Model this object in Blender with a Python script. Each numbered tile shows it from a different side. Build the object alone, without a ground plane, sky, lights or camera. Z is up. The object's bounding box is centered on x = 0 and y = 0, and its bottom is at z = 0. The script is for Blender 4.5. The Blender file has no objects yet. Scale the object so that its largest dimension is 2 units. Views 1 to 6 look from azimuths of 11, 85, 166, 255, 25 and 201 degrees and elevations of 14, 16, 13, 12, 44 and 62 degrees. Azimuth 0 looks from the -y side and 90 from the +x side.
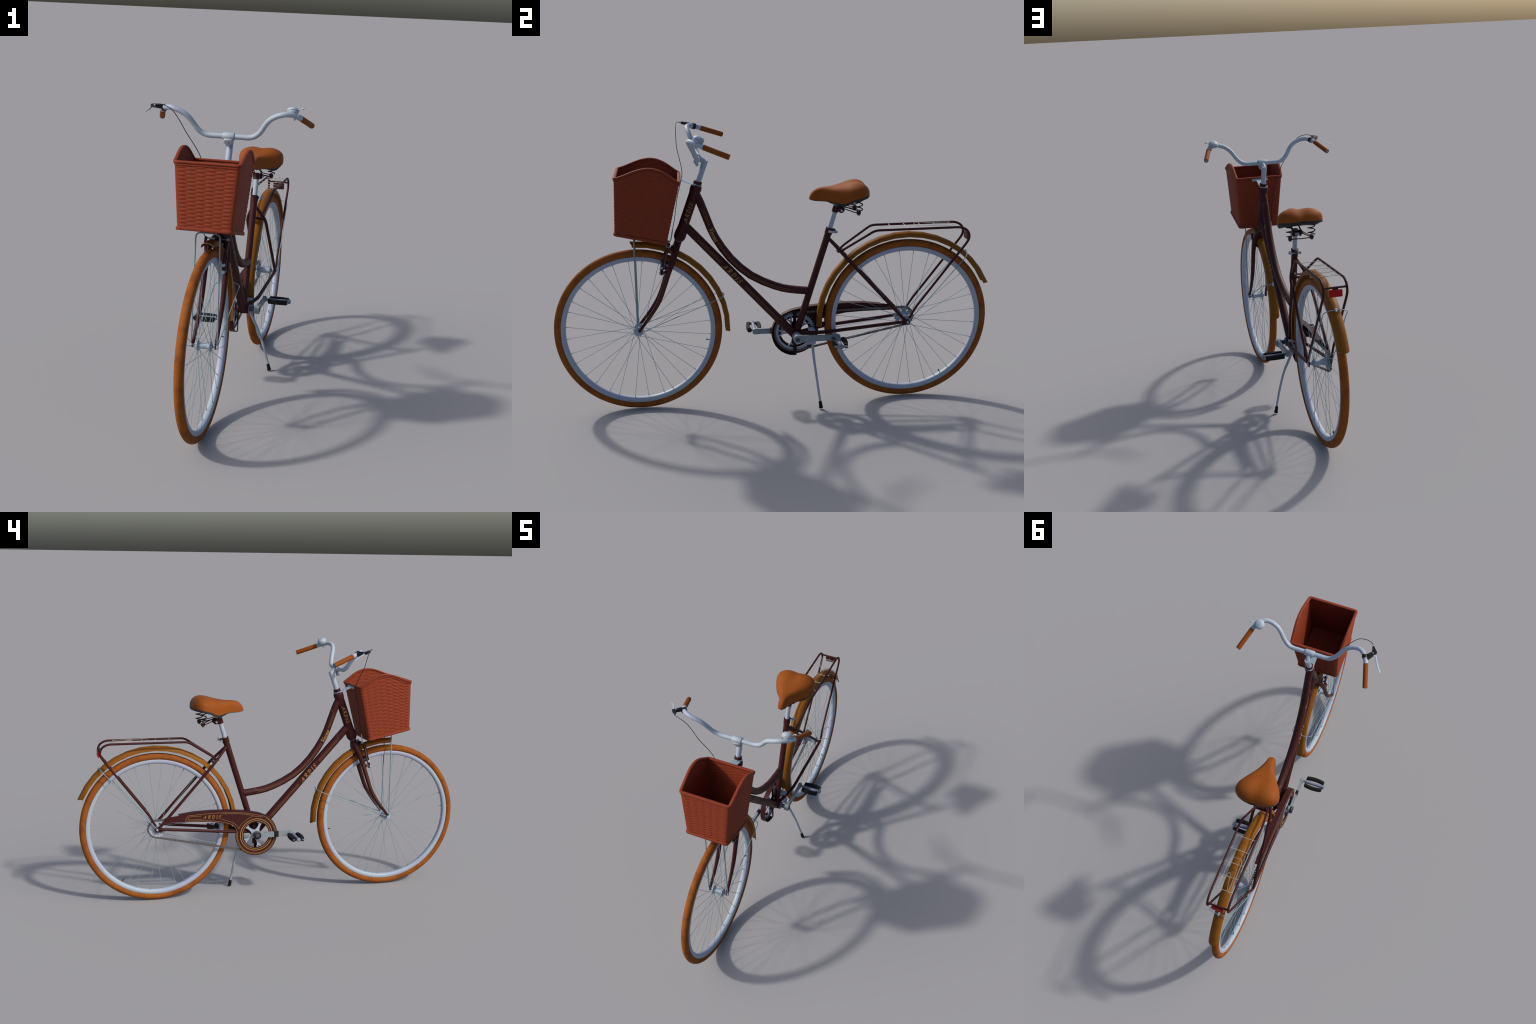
"""Step-through city bicycle: burgundy frame, tan saddle, grips and tyres, wicker
basket, full mudguards, luggage rack and kick-stand.
Bike frame of reference: d = sideways (drive side is -d), y = backwards, z = up."""
import math
import bpy
import bmesh
from mathutils import Vector, Matrix

V = Vector
PI = math.pi
MID = 0.0175                       # the bike's middle plane stands a little off x = 0
WHEEL_Z, WHEEL_R = 0.3805, 0.3805
FRONT_Y, REAR_Y = -0.6195, 0.613
BB = (0.101, 0.326)                # crank axis (y, z)
STEER = V((0, 0.3445, 0.9388))     # steering axis direction


def steer(z, d=0.0):
    return V((d, -0.355 + 0.367 * (z - 0.981), z))


# ------------------------------------------------------------------ materials
def srgb(r, g, b):
    f = lambda c: c / 12.92 if c <= 0.04045 else ((c + 0.055) / 1.055) ** 2.4
    return (f(r / 255), f(g / 255), f(b / 255), 1)


def material(name, rgb, rough=0.5, metal=0.0, spec=0.4, vary=0.08, scale=40.0,
             bump=0.0, bump_scale=300.0, alt=None, coat=0.0):
    m = bpy.data.materials.new(name)
    m.use_nodes = True
    nt = m.node_tree
    n, l = nt.nodes, nt.links
    b = n["Principled BSDF"]
    b.inputs["Roughness"].default_value = rough
    b.inputs["Metallic"].default_value = metal
    b.inputs["Specular IOR Level"].default_value = spec
    b.inputs["Coat Weight"].default_value = coat
    co = n.new("ShaderNodeTexCoord")
    no = n.new("ShaderNodeTexNoise")
    no.inputs["Scale"].default_value = scale
    no.inputs["Detail"].default_value = 4
    l.new(co.outputs["Object"], no.inputs["Vector"])
    ra = n.new("ShaderNodeValToRGB")
    c = srgb(*rgb)
    d = srgb(*alt) if alt else tuple(v * (1 - 2 * vary) for v in c[:3]) + (1,)
    e = c if alt else tuple(min(1, v * (1 + vary)) for v in c[:3]) + (1,)
    ra.color_ramp.elements[0].position = 0.30 if alt else 0.32
    ra.color_ramp.elements[1].position = 0.54 if alt else 0.68
    ra.color_ramp.elements[0].color = d
    ra.color_ramp.elements[1].color = e
    l.new(no.outputs["Fac"], ra.inputs["Fac"])
    l.new(ra.outputs["Color"], b.inputs["Base Color"])
    if bump:
        n2 = n.new("ShaderNodeTexNoise")
        n2.inputs["Scale"].default_value = bump_scale
        n2.inputs["Detail"].default_value = 3
        l.new(co.outputs["Object"], n2.inputs["Vector"])
        bp = n.new("ShaderNodeBump")
        bp.inputs["Strength"].default_value = bump
        bp.inputs["Distance"].default_value = 0.001
        l.new(n2.outputs["Fac"], bp.inputs["Height"])
        l.new(bp.outputs["Normal"], b.inputs["Normal"])
    return m


PAINT = material("burgundy_paint", (57, 23, 24), rough=0.5, spec=0.15, vary=0.05)
PAINT_DARK = material("dark_burgundy", (38, 14, 15), rough=0.5, spec=0.15, vary=0.05)
ALLOY = material("pale_alloy", (152, 164, 176), rough=0.5, spec=0.35, alt=(148, 150, 176), scale=5)
ALLOY_DULL = material("dull_alloy", (116, 122, 140), rough=0.5, spec=0.4, vary=0.05)
CHROME = material("blue_white_enamel", (148, 161, 174), rough=0.5, spec=0.35, alt=(146, 150, 174), scale=4)
CRANK = material("brushed_alloy", (122, 132, 138), rough=0.45, spec=0.4, vary=0.06, scale=60)
WIRE = material("spoke_steel", (118, 138, 145), rough=0.45, spec=0.35, vary=0.03)
PALE_WIRE = material("pale_wire", (160, 156, 146), rough=0.5, vary=0.03)
TAN = material("tan_leather", (128, 67, 19), rough=0.6, spec=0.12, vary=0.03, scale=25, bump=0.12, bump_scale=700)
GRIP = material("tan_grip", (126, 65, 19), rough=0.65, spec=0.12, vary=0.04, scale=60, bump=0.2, bump_scale=500)
MUSTARD = material("mustard_enamel", (120, 74, 18), rough=0.5, spec=0.12, vary=0.03, scale=12)
MUSTARD_EDGE = material("mudguard_edge", (158, 144, 114), rough=0.5, vary=0.03)
WICKER = material("red_wicker", (122, 52, 32), rough=0.65, spec=0.12, vary=0.04, scale=70, bump=0.15, bump_scale=260)
WICKER_RIM = material("red_wicker_rim", (122, 52, 33), rough=0.6, spec=0.12, vary=0.04, scale=50)
BLACK = material("black_plastic", (17, 17, 17), rough=0.5, spec=0.3, vary=0.1)
SADDLE_BASE = material("charcoal_plastic", (32, 33, 35), rough=0.6, spec=0.3, vary=0.06)
RUBBER = material("black_rubber", (19, 19, 20), rough=0.75, spec=0.2, vary=0.12, scale=90)
CHAIN = material("chain_steel", (84, 81, 80), rough=0.45, spec=0.4, vary=0.12, scale=150)
SPINDLE = material("dark_steel", (60, 62, 70), rough=0.45, spec=0.4, vary=0.06)
GOLD = material("gold_lining", (148, 114, 63), rough=0.5, spec=0.25, vary=0.06, scale=120)
GOLD_DIM = material("faded_gold_lining", (110, 77, 44), rough=0.5, spec=0.25, vary=0.1, scale=120)
RED = material("red_reflector", (158, 16, 20), rough=0.45, spec=0.15, vary=0.08, scale=300)


def tyre_material():
    m = material("tan_tyre", (138, 79, 31), rough=0.75, spec=0.1, alt=(118, 64, 28), scale=22, bump=0.3, bump_scale=420)
    nt = m.node_tree
    n, l = nt.nodes, nt.links
    b, ra = n["Principled BSDF"], next(x for x in n if x.bl_idname == "ShaderNodeValToRGB")
    co = next(x for x in n if x.bl_idname == "ShaderNodeTexCoord")
    fine = n.new("ShaderNodeTexNoise")
    fine.inputs["Scale"].default_value = 190
    fine.inputs["Detail"].default_value = 5
    l.new(co.outputs["Object"], fine.inputs["Vector"])
    r2 = n.new("ShaderNodeValToRGB")
    r2.color_ramp.elements[0].position = 0.3
    r2.color_ramp.elements[0].color = (0.72, 0.72, 0.74, 1)
    r2.color_ramp.elements[1].position = 0.62
    r2.color_ramp.elements[1].color = (1, 1, 1, 1)
    l.new(fine.outputs["Fac"], r2.inputs["Fac"])
    mx = n.new("ShaderNodeMix")
    mx.data_type = "RGBA"
    mx.blend_type = "MULTIPLY"
    mx.inputs[0].default_value = 0.8
    l.new(ra.outputs["Color"], mx.inputs[6])
    l.new(r2.outputs["Color"], mx.inputs[7])
    l.new(mx.outputs[2], b.inputs["Base Color"])
    return m


TYRE = tyre_material()


# ------------------------------------------------------------------ builders
COLL = bpy.context.scene.collection


def empty(name, parent=None, loc=(0, 0, 0)):
    o = bpy.data.objects.new(name, None)
    o.empty_display_size = 0.05
    o.location = loc
    o.parent = parent
    COLL.objects.link(o)
    return o


def data(name, verts, faces, mats, angle=40, idx=None, fix=True):
    me = bpy.data.meshes.new(name)
    me.from_pydata([tuple(v) for v in verts], [], faces)
    for m in (mats if isinstance(mats, (list, tuple)) else [mats]):
        me.materials.append(m)
    if idx:
        for p, i in zip(me.polygons, idx):
            p.material_index = i
    if fix:
        bm = bmesh.new()
        bm.from_mesh(me)
        bmesh.ops.recalc_face_normals(bm, faces=bm.faces)
        bm.to_mesh(me)
        bm.free()
    me.shade_smooth()
    me.set_sharp_from_angle(angle=math.radians(angle))
    return me


def put(name, me, parent, loc=(0, 0, 0), rot=None):
    o = bpy.data.objects.new(name, me)
    o.parent = parent
    o.location = loc
    if rot:
        o.rotation_euler = rot
    COLL.objects.link(o)
    return o


def part(name, geo, mats, parent, angle=40, stuff=False, idx=None, fix=True):
    o = put(name, data(name, geo[0], geo[1], mats, angle, idx, fix), parent)
    if stuff:
        o["kind"] = "stuff"
    return o


def join(*geos):
    vs, fs = [], []
    for g in geos:
        k = len(vs)
        vs += list(g[0])
        fs += [tuple(i + k for i in f) for f in g[1]]
    return vs, fs


def mirror(geo):
    return [V((-v[0], v[1], v[2])) for v in geo[0]], [tuple(reversed(f)) for f in geo[1]]


def spline(pts, per=6, closed=False):
    """Catmull-Rom through control points of any dimension."""
    P = [V(p) for p in pts]
    n = len(P)
    out = []
    for i in range(n if closed else n - 1):
        a = P[(i - 1) % n] if closed or i else P[0] * 2 - P[1]
        b, c = P[i], P[(i + 1) % n]
        e = P[(i + 2) % n] if closed or i + 2 < n else P[-1] * 2 - P[-2]
        for k in range(per):
            t = k / per
            out.append(0.5 * (2 * b + (c - a) * t + (2 * a - 5 * b + 4 * c - e) * t * t
                              + (3 * b - a - 3 * c + e) * t ** 3))
    if not closed:
        out.append(P[-1])
    return out


def rounded(pts, r, per=5):
    """Polyline with its corners rounded by quadratic curves of reach r."""
    P = [V(p) for p in pts]
    out = [P[0]]
    for i in range(1, len(P) - 1):
        a, b, c = P[i - 1], P[i], P[i + 1]
        k1 = min(r, (a - b).length * 0.49)
        k2 = min(r, (c - b).length * 0.49)
        s, e = b + (a - b).normalized() * k1, b + (c - b).normalized() * k2
        for k in range(per + 1):
            t = k / per
            out.append(s * (1 - t) ** 2 + b * 2 * t * (1 - t) + e * t * t)
    return out + [P[-1]]


def frames(path, closed=False, up=None):
    n = len(path)
    T = []
    for i in range(n):
        a = path[(i - 1) % n] if closed or i else path[0]
        b = path[(i + 1) % n] if closed or i < n - 1 else path[-1]
        T.append((b - a).normalized())
    u = V(up) if up else (V((1, 0, 0)) if abs(T[0].x) < 0.8 else V((0, 0, 1)))
    out = []
    for t in T:
        if up:
            u = V(up)
        u = (u - t * u.dot(t)).normalized()
        out.append((t, u, t.cross(u)))
    return out


def sweep(path, section, closed=False, up=None, scale=None):
    """section: list of (a, b) offsets; a along the frame's u, b along t x u."""
    path = [V(p) for p in path]
    F = frames(path, closed, up)
    vs, fs, m = [], [], len(section)
    for i, (p, (t, u, w)) in enumerate(zip(path, F)):
        k = scale[i] if scale else 1
        vs += [p + u * (a * k) + w * (b * k) for a, b in section]
    n = len(path)
    for i in range(n if closed else n - 1):
        j = (i + 1) % n
        for k in range(m):
            q = (k + 1) % m
            fs.append((i * m + k, i * m + q, j * m + q, j * m + k))
    if not closed:
        fs.append(tuple(range(m))[::-1])
        fs.append(tuple((n - 1) * m + k for k in range(m)))
    return vs, fs


def circle(r, n=14, rb=None):
    return [(r * math.cos(2 * PI * k / n), (rb or r) * math.sin(2 * PI * k / n)) for k in range(n)]


def tube(path, r, n=14, closed=False):
    path = [V(p) for p in path]
    if isinstance(r, (int, float)):
        return sweep(path, circle(r, n), closed)
    # radii given along the path by index
    m = len(path)
    rr = [r[min(int(i / (m - 1) * (len(r) - 1)), len(r) - 2)] * (1 - f) + r[min(int(i / (m - 1) * (len(r) - 1)), len(r) - 2) + 1] * f
          for i in range(m) for f in [i / (m - 1) * (len(r) - 1) - min(int(i / (m - 1) * (len(r) - 1)), len(r) - 2)]]
    return sweep(path, circle(1, n), closed, None, rr)


def lathe(base, axis, profile, n=24, closed=False):
    """profile: list of (height along axis, radius)."""
    base, ax = V(base), V(axis).normalized()
    u = ax.orthogonal().normalized()
    w = ax.cross(u)
    vs, fs, m = [], [], len(profile)
    for k in range(n):
        a = 2 * PI * k / n
        vs += [base + ax * h + (u * math.cos(a) + w * math.sin(a)) * max(r, 1e-5) for h, r in profile]
    for k in range(n):
        q = (k + 1) % n
        for i in range(m if closed else m - 1):
            j = (i + 1) % m
            fs.append((k * m + i, q * m + i, q * m + j, k * m + j))
    if not closed:
        fs.append(tuple(k * m for k in range(n)))
        fs.append(tuple(k * m + m - 1 for k in range(n))[::-1])
    return vs, fs


def rod(a, b, r, n=12, chamfer=0.15):
    a, b = V(a), V(b)
    h, c = (b - a).length, min(r * chamfer, 0.001)
    return lathe(a, b - a, [(0, r - c), (c, r), (h - c, r), (h, r - c)], n)


def box(center, size, axes=None, chamfer=0.001):
    """Chamfered box; axes: three unit vectors (defaults to the bike's)."""
    A = [V(a) for a in (axes or ((1, 0, 0), (0, 1, 0), (0, 0, 1)))]
    h = [s / 2 for s in size]
    c = min(chamfer, min(h) * 0.5)
    bm = bmesh.new()
    bmesh.ops.create_cube(bm, size=2)
    for v in bm.verts:
        v.co = V((v.co.x * h[0], v.co.y * h[1], v.co.z * h[2]))
    bmesh.ops.bevel(bm, geom=list(bm.edges), offset=c, segments=1, affect="EDGES")
    bm.verts.ensure_lookup_table()
    vs = [V(center) + A[0] * v.co.x + A[1] * v.co.y + A[2] * v.co.z for v in bm.verts]
    fs = [tuple(v.index for v in f.verts) for f in bm.faces]
    bm.free()
    return vs, fs


def plate(outline, holes, d0, d1, frame=None):
    """Flat (y, z) outline with holes, given thickness from d0 to d1."""
    bm = bmesh.new()
    loops = []
    for loop in [outline] + list(holes):
        vs = [bm.verts.new((0, p[0], p[1])) for p in loop]
        loops.append(vs)
        for i in range(len(vs)):
            bm.edges.new((vs[i], vs[(i + 1) % len(vs)]))
    bmesh.ops.triangle_fill(bm, use_beauty=True, use_dissolve=False, edges=list(bm.edges))
    bm.verts.ensure_lookup_table()
    bm.verts.index_update()
    flat = [v.co.copy() for v in bm.verts]
    tris = [tuple(v.index for v in f.verts) for f in bm.faces]
    n = len(flat)
    rings = [[v.index for v in vs] for vs in loops]
    bm.free()
    vs = [V((d0, p.y, p.z)) for p in flat] + [V((d1, p.y, p.z)) for p in flat]
    fs = tris + [tuple(i + n for i in reversed(f)) for f in tris]
    for r in rings:
        for i in range(len(r)):
            a, b = r[i], r[(i + 1) % len(r)]
            fs.append((a, b, b + n, a + n))
    if frame:
        vs = [frame(v) for v in vs]
    return vs, fs


def arc(c, r, a0, a1, n):
    return [(c[0] + r * math.cos(math.radians(a0 + (a1 - a0) * i / n)),
             c[1] + r * math.sin(math.radians(a0 + (a1 - a0) * i / n))) for i in range(n + 1)]


# ---------------------------------------------------------------- lettering
LETTERS = {   # pen strokes in a unit-high cell, and the advance
    "A": (0.98, [[(-.22, .12), (-.12, -.02), (.06, .03), (.26, .42), (.52, 1)], [(.5, 1), (.58, .5), (.66, 0)], [(.18, .36), (.62, .36)]]),
    "R": (0.92, [[(.2, 1), (.18, .5), (.14, 0)], [(-.05, .8), (.08, .98), (.4, 1.02), (.58, .86), (.52, .6), (.2, .5)], [(.3, .52), (.52, .2), (.78, -.06)]]),
    "D": (0.96, [[(.22, .98), (.2, .5), (.14, .03)], [(-.05, .8), (.1, .98), (.44, 1.0), (.72, .75), (.7, .34), (.46, .04), (.06, .02)]]),
    "I": (0.58, [[(.2, 1), (.2, .5), (.2, 0)], [(.06, .98), (.36, .98)], [(.04, .02), (.34, .02)]]),
    "S": (0.74, [[(.58, .84), (.44, 1), (.22, .96), (.14, .76), (.3, .56), (.48, .38), (.48, .14), (.28, 0), (.08, .06), (.02, .2)]]),
    "V": (0.72, [[(-.1, .8), (.04, 1.0), (.2, .84), (.24, .4), (.26, 0)], [(.26, 0), (.5, .6), (.68, .98), (.8, .96)]]),
    "e": (0.48, [[(.06, .26), (.36, .38), (.34, .58), (.18, .62), (.04, .34), (.1, .06), (.26, 0), (.42, .12)]]),
    "r": (0.42, [[(.1, .62), (.08, 0)], [(.08, .36), (.2, .58), (.36, .6)]]),
    "o": (0.5, [[(.2, .62), (.04, .4), (.06, .08), (.2, 0), (.36, .2), (.36, .52), (.2, .62)]]),
    "n": (0.54, [[(.08, .62), (.06, 0)], [(.06, .36), (.22, .6), (.36, .54), (.36, .1), (.46, 0)]]),
    "a": (0.52, [[(.4, .58), (.2, .62), (.04, .34), (.08, .03), (.24, .06), (.4, .5)], [(.42, .6), (.38, .1), (.5, 0)]]),
}


def ribbon(pts, offsets, surface):
    vs, fs = [], []
    for p, o in zip(pts, offsets):
        vs += [surface(p.x + o.x, p.y + o.y), surface(p.x, p.y), surface(p.x - o.x, p.y - o.y)]
    for i in range(len(pts) - 1):
        for k in (0, 1):
            a = 3 * i + k
            fs.append((a, a + 1, a + 4, a + 3))
    return vs, fs


def line(pts, width, surface, smooth=5):
    P = spline(pts, smooth) if smooth else [V(p) for p in pts]
    off = []
    for i in range(len(P)):
        t = (P[min(i + 1, len(P) - 1)] - P[max(i - 1, 0)]).normalized()
        off.append(V((-t.y, t.x)) * width / 2)
    return ribbon(P, off, surface)


def words(text, start, height, surface, slant=0.22, track=1.0, weight=1.25):
    """Broad-pen italic lettering on a (u, v) surface, v = 0 in mid height."""
    out, u = [], start
    nib = V((math.cos(0.5), math.sin(0.5))) * 0.05 * weight
    for ch in text:
        adv, strokes = LETTERS[ch]
        for s in strokes:
            P = spline([V((x + slant * y, y - 0.5)) for x, y in s], 5)
            off = []
            for i in range(len(P)):
                t = (P[min(i + 1, len(P) - 1)] - P[max(i - 1, 0)]).normalized()
                nrm = V((-t.y, t.x))
                o = nib if nib.dot(nrm) > 0 else -nib
                off.append((o + nrm * 0.024 * weight) * height)
            P = [V((u + p.x * height, p.y * height)) for p in P]
            out.append(ribbon(P, off, surface))
        u += adv * track * height
    return join(*out)


def text_width(text, height, track=1.0):
    return sum(LETTERS[c][0] for c in text) * track * height


def on_tube(path, r, side, flip=False):
    """(u, v) -> point on the flank of a tube lying in the middle plane."""
    P = [V(p) for p in path]
    L = [0]
    for a, b in zip(P, P[1:]):
        L.append(L[-1] + (b - a).length)
    T = frames(P, up=(1, 0, 0))

    def f(u, v):
        if flip:
            u = L[-1] - u
        i = max(0, min(len(P) - 2, sum(1 for x in L[1:-1] if x <= u)))
        t = (u - L[i]) / (L[i + 1] - L[i])
        c = P[i] + (P[i + 1] - P[i]) * t
        w = (T[i][2] * (1 - t) + T[i + 1][2] * t).normalized()
        w = w if w.z > 0 else -w
        v = max(-r * 0.998, min(r * 0.998, v))
        return c + w * v + V((side, 0, 0)) * math.sqrt((r + 0.0007) ** 2 - v * v)
    f.length = L[-1]
    return f


# ============================================================== the bicycle
bike = empty("bicycle", None, (MID, 0, 0))
bike["label"] = "burgundy step-through city bicycle with wicker basket and tan saddle"
bike["category"] = "bicycle"

# ------------------------------------------------------------------- frame
frame = empty("frame", bike)
HT = [(1.046, .0180), (1.041, .0225), (1.034, .0250), (1.024, .0258), (1.014, .0240), (1.004, .0226),
      (.862, .0226), (.846, .0240), (.832, .0262), (.818, .0268), (.808, .0258), (.800, .0215), (.797, .0185)]
head_axis = lambda z: (z - 0.797) / STEER.z
part("head_tube", lathe(steer(0.797), STEER, [(head_axis(z), r) for z, r in reversed(HT)], 28), PAINT, frame, 50)
part("head_ring", lathe(steer(0.7945), STEER, [(0, .0176), (.001, .0192), (.0022, .0192), (.003, .0176)], 28), ALLOY_DULL, frame)
part("lock_nut", lathe(steer(1.0475), STEER, [(0, .0190), (.001, .0200), (.012, .0200), (.014, .0185), (.0145, .0140)], 6), PAINT, frame, 25)

TOP = spline([(0, -.342, 1.012), (0, -.321, .966), (0, -.292, .884), (0, -.260, .805), (0, -.193, .704), (0, -.103, .620),
              (0, .004, .566), (0, .075, .546), (0, .160, .535)], 2)
DOWN = [(0, -.390, .8605), (0, .100, .3185)]
part("top_tube", tube(TOP, .0182, 18), PAINT, frame, 50)
part("down_tube", tube(DOWN, .0195, 20), PAINT, frame)
SEAT = [(0, .0985, .318), (0, .2570, .820)]
part("seat_tube", tube(SEAT, .0155, 18), PAINT, frame)
sx = (V(SEAT[1]) - V(SEAT[0])).normalized()
part("bottom_bracket", lathe((-.0285, *BB), (1, 0, 0), [(0, .015), (.0005, .0205), (.003, .0225), (.054, .0225), (.0565, .0205), (.057, .015)], 28), PAINT, frame)
part("bracket_ring", lathe((.0285, *BB), (1, 0, 0), [(-.001, .0190), (0, .0206), (.0016, .0206), (.002, .016)], 28), ALLOY_DULL, frame)
stay_low = rounded([(.010, .112, .333), (.020, .150, .336), (.0440, .232, .346), (.0525, .590, .381), (.0525, .618, .384)], .035)
stay_high = rounded([(.006, .252, .780), (.0440, .322, .703), (.0525, .585, .407), (.0525, .613, .378)], .03)
for s, f in ((1, lambda g: g), (-1, mirror)):
    part("chainstay", f(tube(stay_low, [.0092, .0088, .0080, .0070], 12)), PAINT, frame)
    part("seatstay", f(tube(stay_high, .0073, 12)), PAINT, frame)
    part("dropout", f(join(rod((.0495, .613, .3805), (.0545, .613, .3805), .0135, 16),
                           box((.052, .605, .372), (.004, .036, .012)))), PAINT, frame)
part("stay_bridge", join(rod((-.036, .322, .706), (.036, .322, .706), .0055, 10), box((0, .306, .716), (.045, .03, .003))), PAINT, frame)
part("stay_bolt", join(*[rod((s * .02, .312, .714), (s * .02, .318, .726), .0045, 10) for s in (1, -1)]), ALLOY_DULL, frame)

# gold lining and lettering on the frame
down_len = (V(DOWN[1]) - V(DOWN[0])).length
along_down = lambda y: (y + .390) / .490 * down_len
top_len = on_tube(TOP, .018, 1).length


def along_top(y):
    u = 0
    for a, b in zip(TOP, TOP[1:]):
        if b.y >= y:
            return u + (b - a).length * (y - a.y) / (b.y - a.y)
        u += (b - a).length
    return u


def lined_tube(path, r, gaps, side, flare, ends):
    """Two parallel gold lines broken for the lettering, flaring out at both ends."""
    f = on_tube(path, r, side)
    out = []
    v, far = .0033, r * .997
    (a, b), (c, e) = gaps
    for s in (1, -1):
        out.append(line([(a - flare, s * far), (a - flare * .55, s * far * .78), (a, s * (v + .001)), (a + .012, s * v)], .0016, f))
        out.append(line([(a + .012, s * v), (b, s * v)], .0021, f, 24))
        out.append(line([(c, s * v), (e - .012, s * v)], .0021, f, 40))
        if ends == "round":
            out.append(line([(e - .012, s * v), (e, s * (v + .001)), (e + flare * .3, s * far * .55), (e + flare * .25, s * far)], .0016, f))
        else:
            out.append(line([(e - .012, s * v), (e, s * (v + .001)), (e + flare * .6, s * far * .75), (e + flare, s * far)], .0016, f))
    return join(*out)


for side in (1, -1):
    g = lined_tube(DOWN, .0195, ((along_down(-.335), along_down(-.237)), (along_down(-.130), along_down(.020))), side, .022, "round")
    part("pinstripe", g, GOLD_DIM, frame, fix=False)
    g = lined_tube(TOP, .0182, ((along_top(-.310), along_top(-.284)), (along_top(-.247), along_top(.085))), side, .022, "flare")
    part("pinstripe", g, GOLD_DIM, frame, fix=False)
    # the words read from left to right on both flanks
    f = on_tube(DOWN, .0195, side, flip=side < 0)
    h = .0205
    w = text_width("ARDIS", h, 1.34)
    mid = along_down(-.184)
    mid = mid if side > 0 else down_len - mid
    part("lettering", words("ARDIS", mid - w / 2, h, f, track=1.34), GOLD, frame, fix=False)
    f = on_tube(TOP, .0182, side, flip=side < 0)
    h = .021
    w = text_width("Verona", h, 1.0)
    mid = along_top(-.2665)
    mid = mid if side > 0 else top_len - mid
    part("lettering", words("Verona", mid - w / 2, h, f), GOLD, frame, fix=False)
    HEAD = [steer(.84), steer(1.0)]
    f = on_tube(HEAD, .0226, side, flip=side < 0)
    h = .0180
    w = text_width("ARDIS", h, 1.22)
    mid = (V(HEAD[1]) - V(HEAD[0])).length * .5 + .008
    mid = mid if side > 0 else f.length - mid
    part("lettering", words("ARDIS", mid - w / 2, h, f, track=1.22), GOLD, frame, fix=False)

# -------------------------------------------------------------------- fork
fork = empty("fork", bike)
part("steerer", tube([steer(.797), steer(.742)], .0168, 20), PAINT, fork)
part("fork_crown", join(box(steer(.757) + V((0, -.012, 0)), (.034, .022, .03), ((1, 0, 0), STEER.cross(V((1, 0, 0))), STEER), .004)), PAINT, fork)
BLADE = spline([(.004, -.4265, .784), (.020, -.4300, .770), (.0355, -.4390, .744), (.0420, -.4560, .700), (.0430, -.4750, .650), (.0432, -.4930, .598),
                (.0435, -.5120, .545), (.0440, -.5330, .503), (.0450, -.5650, .455), (.0465, -.6160, .389)], 4)
for s, f in ((1, lambda g: g), (-1, mirror)):
    part("fork_blade", f(tube(BLADE, [.0130, .0130, .0125, .0115, .0108, .0100, .0085, .0068], 16)), PAINT, fork)
    part("fork_tip", f(join(rod((.0435, -.6195, .3805), (.0485, -.6195, .3805), .0095, 14))), PAINT, fork)
    # gold lining down the outside of the blade, with a small crest at its top
    low = [p for p in BLADE if p.z < .705]
    strip = on_tube(low, .0108, 1)
    g = join(line([(.030, .0022), (strip.length * .6, .0018), (strip.length - .06, .0012)], .0012, strip, 20),
             line([(.030, -.0022), (strip.length * .6, -.0018), (strip.length - .06, -.0012)], .0012, strip, 20),
             line([(.002, .002), (.000, 0), (.002, -.002), (.03, -.003), (.031, 0), (.03, .003), (.002, .002)], .0013, strip),
             line([(.005, 0), (.028, 0)], .0022, strip, 4))
    out = [V((v.x, v.y, v.z)) for v in g[0]]
    part("pinstripe", f((out, g[1])), GOLD_DIM, fork, fix=False)

# ------------------------------------------------------------------- wheels
def ring(profile, n=96):
    return lathe((0, 0, 0), (1, 0, 0), profile, n, closed=True)


RTY = .0180
tyre_profile = [(RTY * 1.02 * math.sin(a), WHEEL_R - RTY + RTY * math.cos(a)) for a in [2 * PI * k / 20 for k in range(20)]]
rim_profile = [(.0135, .3490), (.0146, .3475), (.0142, .3370), (.0125, .3315), (.0085, .3282), (0, .3268),
               (-.0085, .3282), (-.0125, .3315), (-.0142, .3370), (-.0146, .3475), (-.0135, .3490), (0, .3500)]
tyre_data = data("tyre", *ring(tyre_profile, 120), TYRE, 60)
rim_data = data("rim", *ring(rim_profile, 120), CHROME, 40)
HUB_R, RIM_R = .0190, .3285


def hub(flange_a, flange_b, body, half):
    out = [rod((-half, 0, 0), (half, 0, 0), .0042, 10)]
    lo, hi = -flange_b, flange_a
    out.append(lathe((lo - .009, 0, 0), (1, 0, 0), [(0, .007), (.001, .0105), (.006, .0115), (.0075, .0215), (.0095, .0215), (.0115, body + .002),
                                                   ((hi - lo) * .5 + .009, body), (hi - lo + .0065, body + .002), (hi - lo + .0085, .0215),
                                                   (hi - lo + .0105, .0215), (hi - lo + .012, .0115), (hi - lo + .017, .0105), (hi - lo + .018, .007)], 24))
    for s in (1, -1):
        out.append(lathe((s * (half - .002), 0, 0), (-s, 0, 0), [(0, .0062), (.001, .0078), (.006, .0078), (.007, .009), (.0085, .009)], 6))
    return join(*out)


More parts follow.
